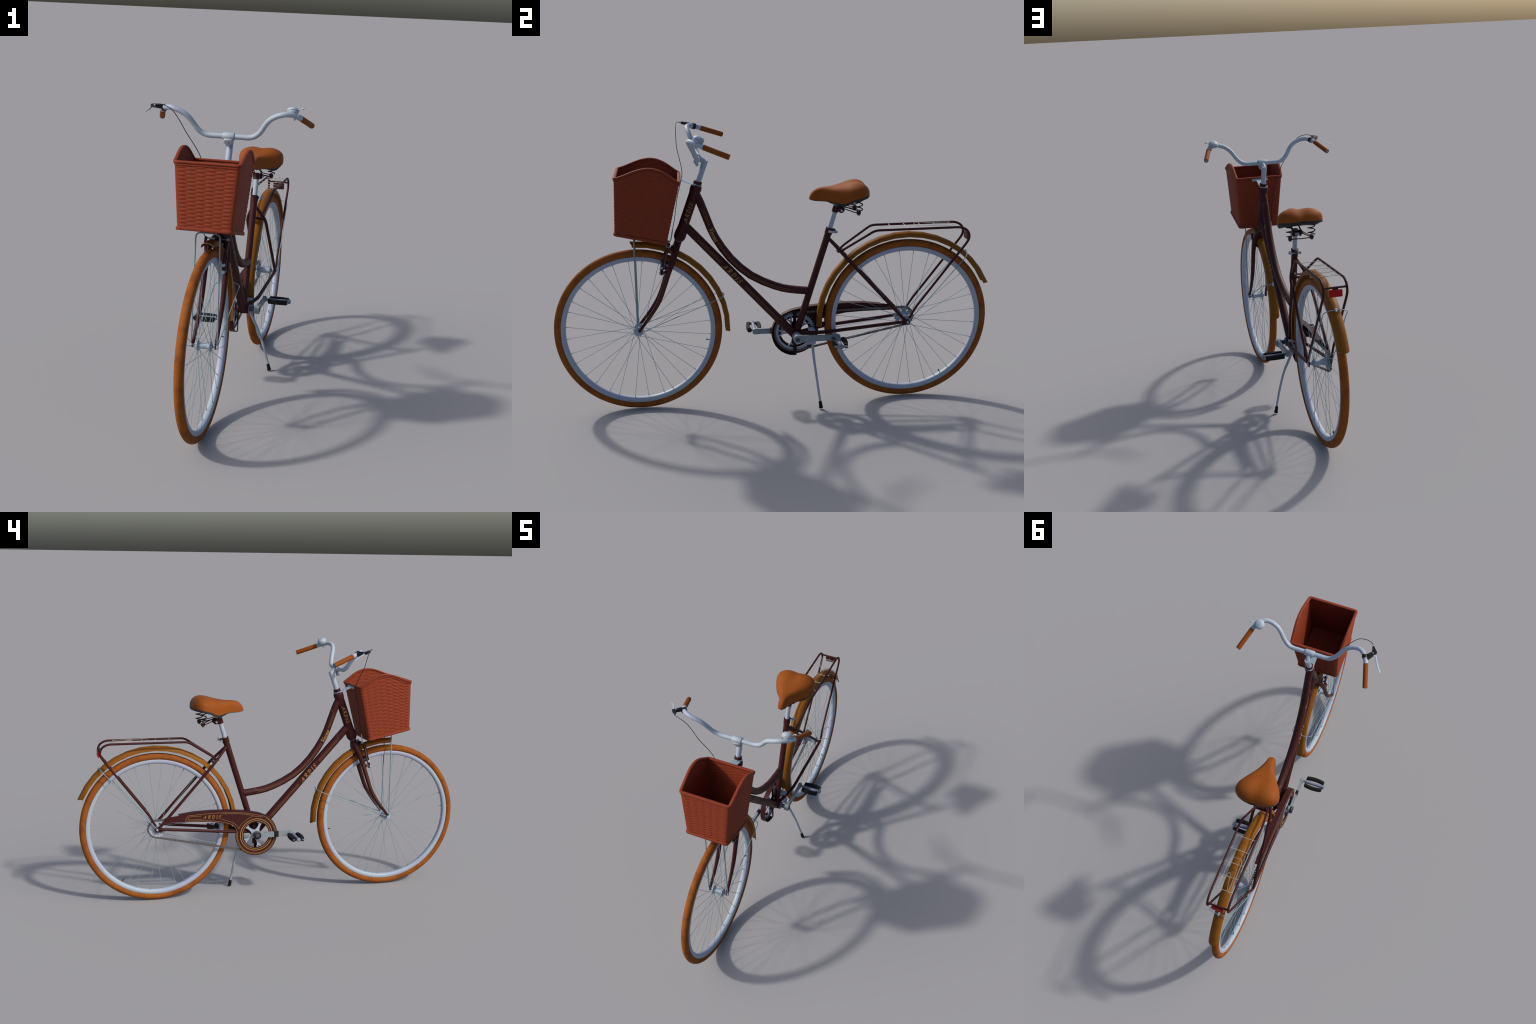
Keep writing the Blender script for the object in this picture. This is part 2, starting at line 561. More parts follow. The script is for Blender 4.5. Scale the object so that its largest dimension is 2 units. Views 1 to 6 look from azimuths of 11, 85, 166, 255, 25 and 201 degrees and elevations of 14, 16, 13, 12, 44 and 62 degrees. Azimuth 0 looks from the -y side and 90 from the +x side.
def wheel(y, flange_a, flange_b, body, half, valve_deg):
    w = empty("wheel", bike, (0, y, WHEEL_Z))
    put("tyre", tyre_data, w)
    put("rim", rim_data, w)
    part("hub", hub(flange_a, flange_b, body, half), CHROME, w, 35)
    # four spokes make a group, laced from either flange; eight groups go round
    group = [(39.5, 24.7, 1), (5.5, -22.0, -1), (18.2, 71.9, -1), (26.6, -63.8, 1)]
    for rim_deg, lace, side in group:
        fl = flange_a if side > 0 else -flange_b
        a = math.radians(lace)
        foot = V((fl, HUB_R * math.cos(a), HUB_R * math.sin(a)))
        tip = V((side * .0065, RIM_R + .001, 0))
        dirn = (tip - foot).normalized()
        g = join(tube([foot, tip], .00095, 6), tube([tip - dirn * .012, tip], .0017, 6))
        me = data("spoke", *g, WIRE)
        for k in range(8):
            put("spoke", me, w, rot=(math.radians(rim_deg + 45 * k), 0, 0))
    a = math.radians(valve_deg)
    at = lambda r: (0, r * math.cos(a), r * math.sin(a))
    part("valve", join(tube([at(.330), at(.318)], .0016, 8), rod(at(.320), at(.311), .0027, 10)), BLACK, w)
    return w


front_wheel = wheel(FRONT_Y, .0250, .0250, .0105, .0560, -11)
rear_wheel = wheel(REAR_Y, .0265, .0285, .0135, .0600, -58)

# ---------------------------------------------------------------- mudguards
def mudguard(y, a0, a1, steps, stay_deg, stay_low_d, axle):
    g = empty("mudguard", bike, (0, y, WHEEL_Z))
    m = 10
    prof, inner = [], []
    for k in range(m + 1):
        t = -1 + 2 * k / m
        d = .0245 * math.sin(t * PI / 2) if abs(t) < 1 else .0245 * t
        prof.append((d, .3955 + .0225 * math.cos(t * PI / 2) ** .75 if abs(t) < 1 else .3955))
    inner = [(d * .94, r - .0016 - (.0 if abs(d) < .02 else -.0008)) for d, r in prof]
    vs, fs, idx = [], [], []
    sec = prof + inner[::-1]
    n = len(sec)
    for i in range(steps + 1):
        for d, r in sec:
            # rounded ends: the crown reaches further than the lips
            t = i / steps
            ext = 1.6 * (1 - (abs(d) / .0245) ** 2.5)
            a = a0 + (a1 - a0) * t
            if i == 0:
                a -= ext * (1 if a1 > a0 else -1)
            if i == steps:
                a += ext * (1 if a1 > a0 else -1)
            r2 = r
            vs.append((d, r2 * math.cos(math.radians(a)), r2 * math.sin(math.radians(a))))
    for i in range(steps):
        for k in range(n):
            q = (k + 1) % n
            fs.append((i * n + k, i * n + q, i * n + n + q, i * n + n + k))
            idx.append(1 if k in (m, n - 1) else 0)
    for i in (0, steps):
        for k in range(m):
            fs.append((i * n + k, i * n + k + 1, i * n + n - 2 - k, i * n + n - 1 - k))
            idx.append(1)
    part("mudguard_blade", (vs, fs), [MUSTARD, MUSTARD_EDGE], g, 50, idx=idx)
    # wire stay: from the axle up each side and over the crown
    c, s = math.cos(math.radians(stay_deg)), math.sin(math.radians(stay_deg))
    P = lambda d, r: V((d, r * c, r * s))
    half = [P(axle, .006), P(axle, .20), P(.052, .350), P(.053, .392), P(.047, .4075), P(.030, .4165), P(.012, .4198), P(0, .4198)]
    full = half + [V((-p.x, p.y, p.z)) for p in reversed(half[:-1])]
    part("mudguard_stay", tube(spline(full, 4), .0019, 8), WIRE, g)
    part("stay_clip", box(P(0, .4205), (.009, .018, .005), ((1, 0, 0), V((0, -s, c)), V((0, c, s))), .0015), ALLOY, g)
    part("stay_eyelet", join(*[rod((q * (axle - .003), 0, 0), (q * (axle + .0025), 0, 0), .0062, 12) for q in (1, -1)]), ALLOY, g)
    return g


rear_guard = mudguard(REAR_Y, 24.2, 181.5, 17, 48.7, .05, .0570)
front_guard = mudguard(FRONT_Y, -1.7, 91.2, 10, 22.0, .05, .0520)
part("guard_mount", join(box((0, .228, .372), (.030, .012, .010)), box((0, -.440, .748), (.012, .02, .018))), PAINT_DARK, bike)

# ---------------------------------------------------------------- handlebar
bars = empty("handlebar", bike)
HALF = [(0, -.327, 1.1675), (.050, -.327, 1.1675), (.084, -.3275, 1.168), (.107, -.3295, 1.175), (.125, -.336, 1.189), (.140, -.3425, 1.208),
        (.154, -.351, 1.229), (.171, -.3585, 1.247), (.192, -.3635, 1.260), (.214, -.365, 1.268), (.234, -.361, 1.2722), (.254, -.349, 1.2705),
        (.270, -.330, 1.2645), (.2825, -.3045, 1.2552)]
GEND = V((.3155, -.201, 1.2165))
GBEG = V(HALF[-1])
half = spline(HALF, 4)
bar_path = [V((-p.x, p.y, p.z)) for p in reversed(half[1:])] + half
part("handlebar_tube", tube(bar_path, .0108, 16), ALLOY, bars)
gd = (GEND - GBEG).normalized()
grip_len = (GEND - GBEG).length
for s, f in ((1, lambda g: g), (-1, mirror)):
    part("grip", f(lathe(GBEG - gd * .0005, gd, [(0, .0100), (.0008, .0117), (grip_len - .003, .0117), (grip_len, .0108), (grip_len, .0085), (grip_len - .001, .0085)], 20)), GRIP, bars)
    part("grip_plug", f(rod(GEND - gd * .006, GEND - gd * .0004, .0084, 16)), ALLOY_DULL, bars)
# quill stem, with its forward neck and the clamp round the bar
part("stem", join(
    lathe(steer(1.0600), STEER, [(0, .0130), (.097, .0133), (.0990, .0120)], 22),
    sweep(spline([steer(1.1400), steer(1.1490) + V((0, -.008, 0)), V((0, -.327, 1.1675))], 4), circle(.0118, 14)),
    lathe((-.0235, -.327, 1.1675), (1, 0, 0), [(0, .0105), (.0005, .0148), (.0025, .0160), (.0445, .0160), (.0465, .0148), (.047, .0105)], 22),
    ), ALLOY, bars)
part("stem_clamp_ear", join(box((0, -.3335, 1.1490), (.036, .016, .026), ((1, 0, 0), V((0, .90, .43)), V((0, -.43, .90))), .005),
                            box((0, -.3300, 1.1370), (.022, .013, .018), ((1, 0, 0), V((0, .90, .43)), V((0, -.43, .90))), .005)), ALLOY, bars)
part("stem_bolt", rod((0, -.343, 1.1440), (0, -.334, 1.1480), .0042, 10), ALLOY_DULL, bars)
# bell
bell_ax = V((-.10, .40, .91)).normalized()
bc = V((.2530, -.3265, 1.2745))
part("bell", lathe(bc, bell_ax, [(-.004, .010), (-.003, .0205), (.000, .0225), (.0045, .0240), (.0066, .0240), (.0074, .0218), (.0084, .0218), (.0092, .0240), (.0130, .0236), (.0175, .0215), (.0210, .0170),
                                 (.0230, .0110), (.0238, .0062), (.0229, .0056), (.0231, .0050), (.0246, .0046), (.0251, 0)], 28), ALLOY, bars, 30)
on_bar = V((.2690, -.3310, 1.2650))
part("bell_mount", join(lathe(on_bar - gd * .006, gd, [(0, .0108), (.0006, .0120), (.0115, .0120), (.012, .0108)], 18), tube([on_bar, bc], .0062, 10),
                        box(on_bar - V((.006, .004, .0135)), (.006, .007, .007))), ALLOY, bars)
lv = V((.2905, -.3170, 1.2935))
part("bell_lever", join(tube([bc + V((.018, .004, .004)), lv - V((.006, 0, .001)), lv], [.0022, .0016, .0030], 8), rod(lv - V((.001, 0, .002)), lv + V((.0055, .001, .0025)), .0038, 10)), ALLOY, bars)
# brake lever on the -d side
cl = V((-.2670, -.3350, 1.2660))
cd_ = V((-.0125, .0255, -.0085)).normalized()
part("lever_clamp", lathe(cl - cd_ * .0085, cd_, [(0, .0108), (.0005, .0138), (.0165, .0138), (.017, .0108)], 20), BLACK, bars)
PIVOT = [(-.276, -.347), (-.292, -.363), (-.2855, -.387), (-.2915, -.392), (-.3150, -.367), (-.303, -.348), (-.288, -.326), (-.272, -.322)]
lift = lambda x, y: 1.2665 + (-.33 - y) * .22


def lever_plane(v):
    x, y = v.y, v.z
    return V((x, y, lift(x, y) + v.x))


part("lever_body", plate(PIVOT, [], -.006, .006, lever_plane), BLACK, bars, 30)
part("lever_body_step", box((-.283, -.346, 1.2760), (.022, .010, .006), (V((.71, .70, 0)), V((-.70, .71, 0)), V((0, 0, 1))), .002), BLACK, bars)
part("lever_screw", join(rod((-.2985, -.3560, 1.275), (-.2985, -.3560, 1.2815), .0030, 10), rod((-.2885, -.3905, 1.2800), (-.2890, -.3980, 1.2815), .0032, 10)), ALLOY, bars)
blade_path = spline([(-.3030, -.3520, 1.2700), (-.3160, -.3480, 1.2690), (-.3250, -.3300, 1.2620), (-.3410, -.3060, 1.2520), (-.3530, -.2930, 1.2450), (-.3600, -.2905, 1.2415)], 4)
part("lever_blade", sweep(blade_path, circle(.0016, 10, .0045), up=(0, 0, 1)), ALLOY, bars)
cable = spline([(-.2888, -.3960, 1.2812), (-.2720, -.4065, 1.2865), (-.2490, -.4135, 1.2850), (-.2205, -.4170, 1.2745), (-.2010, -.4175, 1.2570), (-.1785, -.4170, 1.2260),
                (-.1535, -.4150, 1.1850), (-.1115, -.4000, 1.1180), (-.0930, -.3955, 1.0780), (-.0780, -.4080, 1.0250), (-.0690, -.4210, .9770),
                (-.0610, -.4360, .8850), (-.0580, -.4480, .8300)], 5)
part("brake_cable", tube(cable, .0016, 8), BLACK, bars)

# -------------------------------------------------------------- front brake
brake = empty("front_brake", bike)
arm_u = (V((.0445, -.466, .780)) - V((.0375, -.503, .655))).normalized()
arm_f = V((1, 0, 0)) - arm_u * arm_u.x
arm_f.normalize()
arm_s = arm_u.cross(arm_f)
arm_geo = join(sweep(spline([(.0400, -.506, .652), (.0365, -.497, .690), (.0390, -.487, .722), (.0450, -.4745, .760), (.0450, -.466, .783)], 4),
                     [(.0042, -.0065), (.0042, .0065), (-.0042, .0065), (-.0042, -.0065)], up=(1, 0, 0)))
pad_t = V((0, .88, -.33)).normalized()
for s, f in ((1, lambda g: g), (-1, mirror)):
    part("brake_arm", f(arm_geo), PAINT, brake, 30)
    part("brake_boss", f(join(rod((.0400, -.480, .660), (.0400, -.507, .656), .0085, 14), rod((.040, -.480, .690), (.040, -.492, .690), .006, 12))), PAINT, brake)
    part("brake_bolt", f(join(rod((.0400, -.506, .656), (.0400, -.5135, .655), .0072, 14), rod((.0385, -.496, .683), (.0385, -.508, .681), .0068, 12), box((.0455, -.492, .657), (.005, .012, .010)))), ALLOY, brake)
    part("brake_spring", f(tube(spline([(.046, -.492, .652), (.047, -.490, .690), (.0485, -.483, .725), (.048, -.476, .758)], 4), .0008, 6)), ALLOY_DULL, brake)
    part("brake_pad", f(box((.0200, -.487, .7010), (.008, .036, .011), ((1, 0, 0), pad_t, V((1, 0, 0)).cross(pad_t)), .003)), BLACK, brake)
    part("pad_stud", f(rod((.022, -.489, .700), (.040, -.491, .699), .0032, 10)), ALLOY_DULL, brake)
part("brake_noodle", join(tube(spline([(-.0580, -.4480, .8320), (-.0600, -.4520, .8080), (-.0560, -.4570, .7880), (-.0440, -.4620, .7790), (-.0280, -.4650, .7780), (-.0080, -.4660, .7775)], 5), .0026, 8),
                          box((-.026, -.466, .7775), (.030, .006, .006))), ALLOY, brake)
part("bellows", lathe((-.0085, -.466, .7775), (1, 0, 0), [(0, .003)] + [(.002 + k * .0022, .0050 + (.0014 if k % 2 else 0)) for k in range(9)] + [(.022, .003)], 14), RUBBER, brake)
part("brake_wire", tube([(.012, -.466, .7775), (.044, -.466, .7765), (.060, -.468, .7745)], .0011, 6), ALLOY_DULL, brake)
part("wire_anchor", rod((.0445, -.476, .7775), (.0445, -.460, .7795), .0052, 10), ALLOY, brake)

# ------------------------------------------------------------------- basket
basket = empty("basket", bike)
BT = dict(w=.1252, f=-.6865, r=-.4025)     # outer wall at the reference height of its rim
BB_ = dict(w=.1065, f=-.6975, r=-.4745)    # and at its floor
CORNER = .011
ASIDE = .003                       # the basket hangs a little to one side


def rim_z(x, y, w):
    """Top edge: level at the front and back, arched along the sides."""
    t = (y + .6865) / .284
    base = 1.1060 + (1.0785 - 1.1060) * max(0, min(1, t))
    bump = .0515 * math.sin(PI * max(0, min(1, t)) ** 1.08) ** 1.32
    side = max(0, min(1, (abs(x) - (w - .014)) / .012))
    return base + bump * side


def floor_z(y):
    return .8050 + (y + .4745) * -.2314


def round_rect(w, f, r, c, n_side, n_front, nc=4):
    pts = []
    corners = [(w - c, f + c, -90, 0), (w - c, r - c, 0, 90), (-w + c, r - c, 90, 180), (-w + c, f + c, 180, 270)]
    segs = [n_side, n_front, n_side, n_front]
    for i, (x, y, a0, a1) in enumerate(corners):
        a = [(x + c * math.cos(math.radians(a0 + (a1 - a0) * k / nc)), y + c * math.sin(math.radians(a0 + (a1 - a0) * k / nc))) for k in range(nc + 1)]
        pts += a
        x2, y2, b0, _ = corners[(i + 1) % 4]
        e = (x2 + c * math.cos(math.radians(b0)), y2 + c * math.sin(math.radians(b0)))
        s = a[-1]
        pts += [(s[0] + (e[0] - s[0]) * k / segs[i], s[1] + (e[1] - s[1]) * k / segs[i]) for k in range(1, segs[i])]
    return pts


NS, NF = 66, 54
loT = round_rect(BB_["w"], BB_["f"], BB_["r"], CORNER, NS, NF)
hiT = round_rect(BT["w"], BT["f"], BT["r"], CORNER, NS, NF)
NP = len(loT)
REF = 1.10
outward = []
for i in range(NP):
    a, b = V(hiT[(i + 1) % NP]) - V(hiT[i - 1]), None
    outward.append(V((a.y, -a.x)).normalized())


def wall(i, z, off=0.0):
    lo, hi = V(loT[i]), V(hiT[i])
    zf = floor_z(lo.y)
    t = (z - zf) / (REF - zf)
    # the wall on the chain side bellies out towards its middle
    if hi.x < -.08:
        off += .0045 * math.sin(PI * max(0, min(1, (hi.y - BT["f"]) / (BT["r"] - BT["f"])))) * max(0, min(1, t)) ** .8
    p = lo + (hi - lo) * t + outward[i] * off
    return V((p.x + ASIDE, p.y, z))


def weave(i, row, amp):
    """Staggered lozenge strands: columns alternate by half a row."""
    col = i / NP * 28.0
    c, fr = int(col), col - int(col)
    swell = math.sin(PI * fr) ** .4
    x, y = hiT[i]
    near = max(BT["w"] - abs(x), 0) + min(y - BT["f"], BT["r"] - y)   # plain posts at the corners
    post = max(0, min(1, (near - .010) / .008))
    return amp * (.5 + .5 * math.cos(2 * PI * (row + .5 * (c % 2)))) ** .6 * swell * post


ROWS, PER = 17, 9
vs, fs = [], []
for j in range(ROWS * PER + 1):
    for i in range(NP):
        t = j / (ROWS * PER)
        top = rim_z(hiT[i][0], hiT[i][1], BT["w"])
        z = floor_z(loT[i][1]) + (top - floor_z(loT[i][1])) * t
        fade = min(1, min(t, 1 - t) * 18)
        vs.append(wall(i, z, weave(i, t * ROWS, .0024) * fade - .0012))
n_out = len(vs)
for j in range(ROWS * PER + 1):
    for i in range(NP):
        t = 1 - j / (ROWS * PER)
        top = rim_z(hiT[i][0], hiT[i][1], BT["w"])
        zb = floor_z(loT[i][1]) + .006
        z = zb + (top - zb) * t
        fade = min(1, min(t, 1 - t) * 18)
        vs.append(wall(i, z, -.0065 + weave(i, t * ROWS, .0016) * fade))
total = 2 * (ROWS * PER + 1)
for j in range(total - 1):
    for i in range(NP):
        q = (i + 1) % NP
        fs.append((j * NP + i, j * NP + q, j * NP + NP + q, j * NP + NP + i))
fs.append(tuple(range(NP))[::-1])
fs.append(tuple((total - 1) * NP + i for i in range(NP)))
part("wicker_wall", (vs, fs), WICKER, basket, 70)
top_path = [wall(i, rim_z(hiT[i][0], hiT[i][1], BT["w"]), -.0025) for i in range(0, NP, 2)]


def rim_ring(path, dw, dh, lift_):
    """A rounded band round the basket, thick dw across and dh up."""
    sec = [(math.copysign(abs(math.cos(a)) ** .55, math.cos(a)) * dw, math.copysign(abs(math.sin(a)) ** .55, math.sin(a)) * dh) for a in [2 * PI * k / 12 for k in range(12)]]
    vs, fs, n = [], [], len(path)
    for i, p in enumerate(path):
        a = path[(i + 1) % n] - path[i - 1]
        o = V((a.y, -a.x, 0)).normalized()
        t = a.normalized()
        up = o.cross(t)
        up = up if up.z > 0 else -up
        vs += [p + o * s + up * (h + lift_) for s, h in sec]
    for i in range(n):
        q = (i + 1) % n
        for k in range(12):
            m = (k + 1) % 12
            fs.append((i * 12 + k, i * 12 + m, q * 12 + m, q * 12 + k))
    return vs, fs


part("basket_rim", rim_ring(top_path, .0072, .0050, .0010), WICKER_RIM, basket, 60)
part("basket_rim_cord", rim_ring([wall(i, rim_z(hiT[i][0], hiT[i][1], BT["w"]) - .0085, .0002) for i in range(0, NP, 2)], .0022, .0030, 0), WICKER_RIM, basket, 60)
part("basket_foot", rim_ring([wall(i, floor_z(loT[i][1]) + .0035, -.0005) for i in range(0, NP, 2)], .0050, .0070, 0), WICKER_RIM, basket, 60)
# carrying bracket from the headset, and the wire strut standing on the axle
br_z = lambda y: 1.0475 + (y + .345) * -.42
vs = []
for dz in (0, -.0022):
    for y, w in ((-.318, .012), (-.330, .019), (-.345, .0195), (-.402, .022)):
        vs += [V((-w, y, br_z(y) + dz)), V((w, y, br_z(y) + dz))]
fs = []
for k in range(3):
    fs += [(2 * k, 2 * k + 1, 2 * k + 3, 2 * k + 2), (8 + 2 * k, 10 + 2 * k, 11 + 2 * k, 9 + 2 * k),
           (2 * k, 2 * k + 2, 10 + 2 * k, 8 + 2 * k), (2 * k + 1, 9 + 2 * k, 11 + 2 * k, 2 * k + 3)]
fs += [(0, 8, 9, 1), (6, 7, 15, 14)]
part("basket_bracket", (vs, fs), CHROME, basket, 30)
part("bracket_washer", lathe(steer(1.0440), STEER, [(0, .018), (.0004, .0222), (.0028, .0222), (.0032, .018)], 24), CHROME, basket)
part("bracket_bar", box((0, -.4040, 1.0690), (.086, .0024, .0125)), CHROME, basket)
strut = [V((-.0530, -.6215, .386)), V((-.0520, -.6215, .43)), V((-.0475, -.6185, .832)), V((.0475, -.6185, .832)), V((.0520, -.6215, .43)), V((.0530, -.6215, .386))]
part("basket_strut", tube(rounded(strut, .022, 6), .0030, 10), WIRE, basket)
part("strut_eyelet", join(*[lathe((s * .0505, -.6195, .3805), (s, 0, 0), [(0, .005), (.0003, .0085), (.004, .0085), (.0043, .005)], 16) for s in (1, -1)]), ALLOY, basket)

# ------------------------------------------------------------------- saddle
saddle = empty("saddle", bike)
PLAN = [(.1655, .0030), (.1675, .0085), (.1735, .0145), (.185, .0195), (.216, .0265), (.253, .0430), (.288, .0660), (.316, .0860), (.345, .1000),
        (.365, .1050), (.388, .1050), (.405, .0950), (.419, .0780), (.429, .0520), (.434, .0260), (.4355, .0060)]
CREST = [(.1655, .9690), (.168, .9790), (.174, .9910), (.185, 1.0030), (.200, 1.0110), (.219, 1.0150), (.270, 1.0190), (.316, 1.0280), (.350, 1.0385), (.378, 1.0425),
         (.400, 1.0380), (.412, 1.0310), (.424, 1.0190), (.431, 1.0060), (.4355, .9920)]
HEM = [(.1655, .9650), (.190, .9590), (.235, .9585), (.266, .9560), (.295, .9525), (.308, .9515), (.322, .9560), (.355, .9730), (.400, .9830), (.425, .9860), (.4355, .9870)]
DIP = [(.1655, 0), (.22, .0), (.28, .003), (.33, .0060), (.38, .0085), (.4355, .0090)]


def table(tb, x):
    if x <= tb[0][0]:
        return tb[0][1]
    for (a, b), (c, e) in zip(tb, tb[1:]):
        if x <= c:
            return b + (e - b) * (x - a) / (c - a)
    return tb[-1][1]


def smooth_table(tb, x, h=.006):
    return sum(table(tb, x + k * h / 3) for k in range(-3, 4)) / 7


ys = sorted({round(y, 5) for y in [p[0] for p in PLAN] + [.1655 + .27 * k / 40 for k in range(41)] + [.4355 - .0012 * k * k for k in range(4)]})
vs, fs, M = [], [], 28
edge = []
for y in ys:
    hs = .0035 if .18 < y < .425 else .0006
    w, zt, zb, dip = smooth_table(PLAN, y, hs), smooth_table(CREST, y, hs), smooth_table(HEM, y), smooth_table(DIP, y)
    for k in range(M + 1):
        s = -1 + 2 * k / M
        a = s * PI / 2
        broad = .62 + .25 * max(0, min(1, (y - .30) / .08))
        x = w * math.copysign(abs(math.sin(a)) ** broad, a)
        top = math.cos(a) ** (.62 if y > .25 else .72)
        z = zb + (zt - zb) * top
        z -= dip * math.exp(-(x / .032) ** 2) * top
        # the two cheeks are lower towards the outside
        vs.append(V((x, y, z)))
    edge.append((y, w, zb))
for j in range(len(ys) - 1):
    for k in range(M):
        fs.append((j * (M + 1) + k, j * (M + 1) + k + 1, (j + 1) * (M + 1) + k + 1, (j + 1) * (M + 1) + k))
    fs.append(((j + 1) * (M + 1), (j + 1) * (M + 1) + M, j * (M + 1) + M, j * (M + 1)))
fs.append(tuple(range(M + 1)))
fs.append(tuple((len(ys) - 1) * (M + 1) + k for k in range(M + 1))[::-1])
part("saddle_cover", (vs, fs), TAN, saddle, 75)
# charcoal shell under the cover
vs, fs = [], []
for y, w, zb in edge:
    drop = .002 + .0085 * max(0, min(1, (y - .255) / .05))
    w2 = max(w - .0012, .002)
    for x, z in ((-w2, zb + .003), (w2, zb + .003), (w2 + .0016, zb - .0002), (w2, zb - drop), (w2 * .55, zb - drop + .004), (-w2 * .55, zb - drop + .004), (-w2, zb - drop), (-w2 - .0016, zb - .0002)):
        vs.append(V((x, y, z)))
for j in range(len(edge) - 1):
    for k in range(8):
        q = (k + 1) % 8
        fs.append((j * 8 + k, j * 8 + q, j * 8 + 8 + q, j * 8 + 8 + k))
fs += [tuple(range(8))[::-1], tuple((len(edge) - 1) * 8 + k for k in range(8))]
part("saddle_shell", (vs, fs), SADDLE_BASE, saddle, 40)
for s in (1, -1):
    c = V((s * .0510, .3810, 0))
    helix = [(c.x + .0165 * math.cos(t) * (1 - .12 * abs(u - .5)), c.y + .0165 * math.sin(t), .915 + .056 * u) for u, t in [(k / 60, 2 * PI * 2.6 * k / 60 + (0 if s > 0 else PI)) for k in range(61)]]
    part("saddle_spring", tube(helix, .0026, 8), PAINT_DARK, saddle)
    part("spring_seat", join(lathe((c.x, c.y, .897), (0, 0, 1), [(0, .0085), (.001, .0098), (.006, .0098), (.0065, .0088), (.008, .0088), (.0085, .0100), (.014, .0100), (.015, .009)], 16)), PAINT, saddle)
    part("spring_nut", join(rod((c.x, c.y, .892), (c.x, c.y, .898), .0065, 6), rod((c.x, c.y, .911), (c.x, c.y, .918), .0065, 12)), ALLOY_DULL, saddle)
rail = spline([(.0510, .3800, .9040), (.0440, .3640, .9050), (.0240, .3320, .9140), (.0200, .3080, .9230), (.0190, .2860, .9340), (.0175, .2620, .9460), (.0120, .2300, .9600)], 4)
rail2 = [V((p.x * .92, p.y + .004, p.z + .0085)) for p in rail]
for f in ((lambda g: g), mirror):
    part("saddle_rail", f(join(tube(rail, .0023, 8), tube(rail2, .0021, 8))), PAINT_DARK, saddle)
part("rail_bridge", tube([(-.050, .383, .9025), (0, .390, .9020), (.050, .383, .9025)], .0023, 8), PAINT_DARK, saddle)
part("saddle_clamp", join(lathe(V((0, .2805, .9000)), sx, [(0, .0125), (.001, .0150), (.026, .0150), (.028, .0130)], 18),
                          *[lathe((s * .012, .3080, .9130), (s, 0, 0), [(0, .012), (.0005, .0150), (.007, .0150), (.008, .0125), (.0095, .0115), (.010, .008)], 20) for s in (1, -1)],
                          box((0, .297, .912), (.030, .022, .018), None, .004)), PAINT, saddle)
part("clamp_bolt", rod((-.0300, .3080, .9110), (.0300, .3080, .9110), .0055, 12), ALLOY, saddle)
part("seat_post", tube([V(SEAT[1]) - sx * .01, V((0, .2805, .9000)) + sx * .030], .0114, 18), ALLOY, bike)
collar = empty("seat_clamp", bike)
part("seat_collar", join(lathe(V(SEAT[1]) - sx * .020, sx, [(0, .0156), (.0006, .0176), (.024, .0176), (.0265, .0188), (.028, .0170), (.0282, .0125)], 22),
                         box(V((0, .276, .815)), (.020, .016, .016), ((1, 0, 0), V((0, .954, -.30)), V((0, .30, .954))), .003)), PAINT, collar)
part("clamp_axle", join(rod((-.021, .281, .8130), (.026, .281, .8130), .0036, 10), rod((-.024, .281, .813), (-.016, .281, .813), .0062, 12)), ALLOY_DULL, collar)
part("clamp_lever", sweep(spline([(.0215, .2860, .8130), (.0235, .2700, .8130), (.0250, .2500, .8170)], 4) , [(.0022, -.0050), (.0022, .0050), (-.0022, .0050), (-.0022, -.0050)], up=(1, 0, 0)), ALLOY, collar)
part("clamp_lever_tip", sweep(spline([(.0215, .2840, .8120), (.0300, .2880, .8130), (.0385, .2855, .8190)], 4), [(.0018, -.0048), (.0018, .0048), (-.0018, .0048), (-.0018, -.0048)], up=(0, 1, 0)), ALLOY, collar)

# ------------------------------------------------------------- luggage rack
rack = empty("luggage_rack", bike)
RAIL = rounded([(.0220, .307, .7215), (.0300, .325, .736), (.0535, .4570, .8205), (.0520, .852, .8215), (.0515, .8820, .8050), (.0515, .8910, .7760), (.0515, .8830, .7540), (.0525, .650, .451), (.0540, .619, .398)], .020, 4)
for f in ((lambda g: g), mirror):
    part("rack_rail", f(tube(RAIL, .0055, 10)), PAINT, rack)
part("rack_end_bar", tube([(-.0515, .8865, .7915), (.0515, .8865, .7915)], .0046, 10), PAINT, rack)
part("reflector_mount", join(box((0, .8885, .7840), (.024, .006, .014)), box((0, .8880, .7680), (.055, .004, .028))), PAINT, rack)
part("reflector", box((0, .8935, .7685), (.0575, .0075, .0310), None, .002), RED, rack)
bar_data = data("rack_bar", *tube([(-.0520, 0, 0), (.0520, 0, 0)], .0013, 6), PALE_WIRE)
for k in range(5):
    put("rack_bar", bar_data, rack, (0, .5370 + .0692 * k, .8235))
clip_out = rounded([(.030, .8150, .8250), (.026, .6650, .8290), (.020, .6480, .8290), (-.026, .6480, .8290), (-.032, .6650, .8290), (-.036, .8150, .8250), (-.030, .8230, .8280), (-.026, .8100, .8280), (-.022, .70, .8290)], .008, 4)
part("rack_spring_clip", join(tube(clip_out, .0008, 6),
                              tube(rounded([(-.018, .815, .825), (-.004, .735, .829), (.004, .722, .829), (.010, .735, .829), (.012, .80, .829), (.016, .826, .828), (.024, .815, .825)], .008, 4), .0008, 6)), PALE_WIRE, rack)

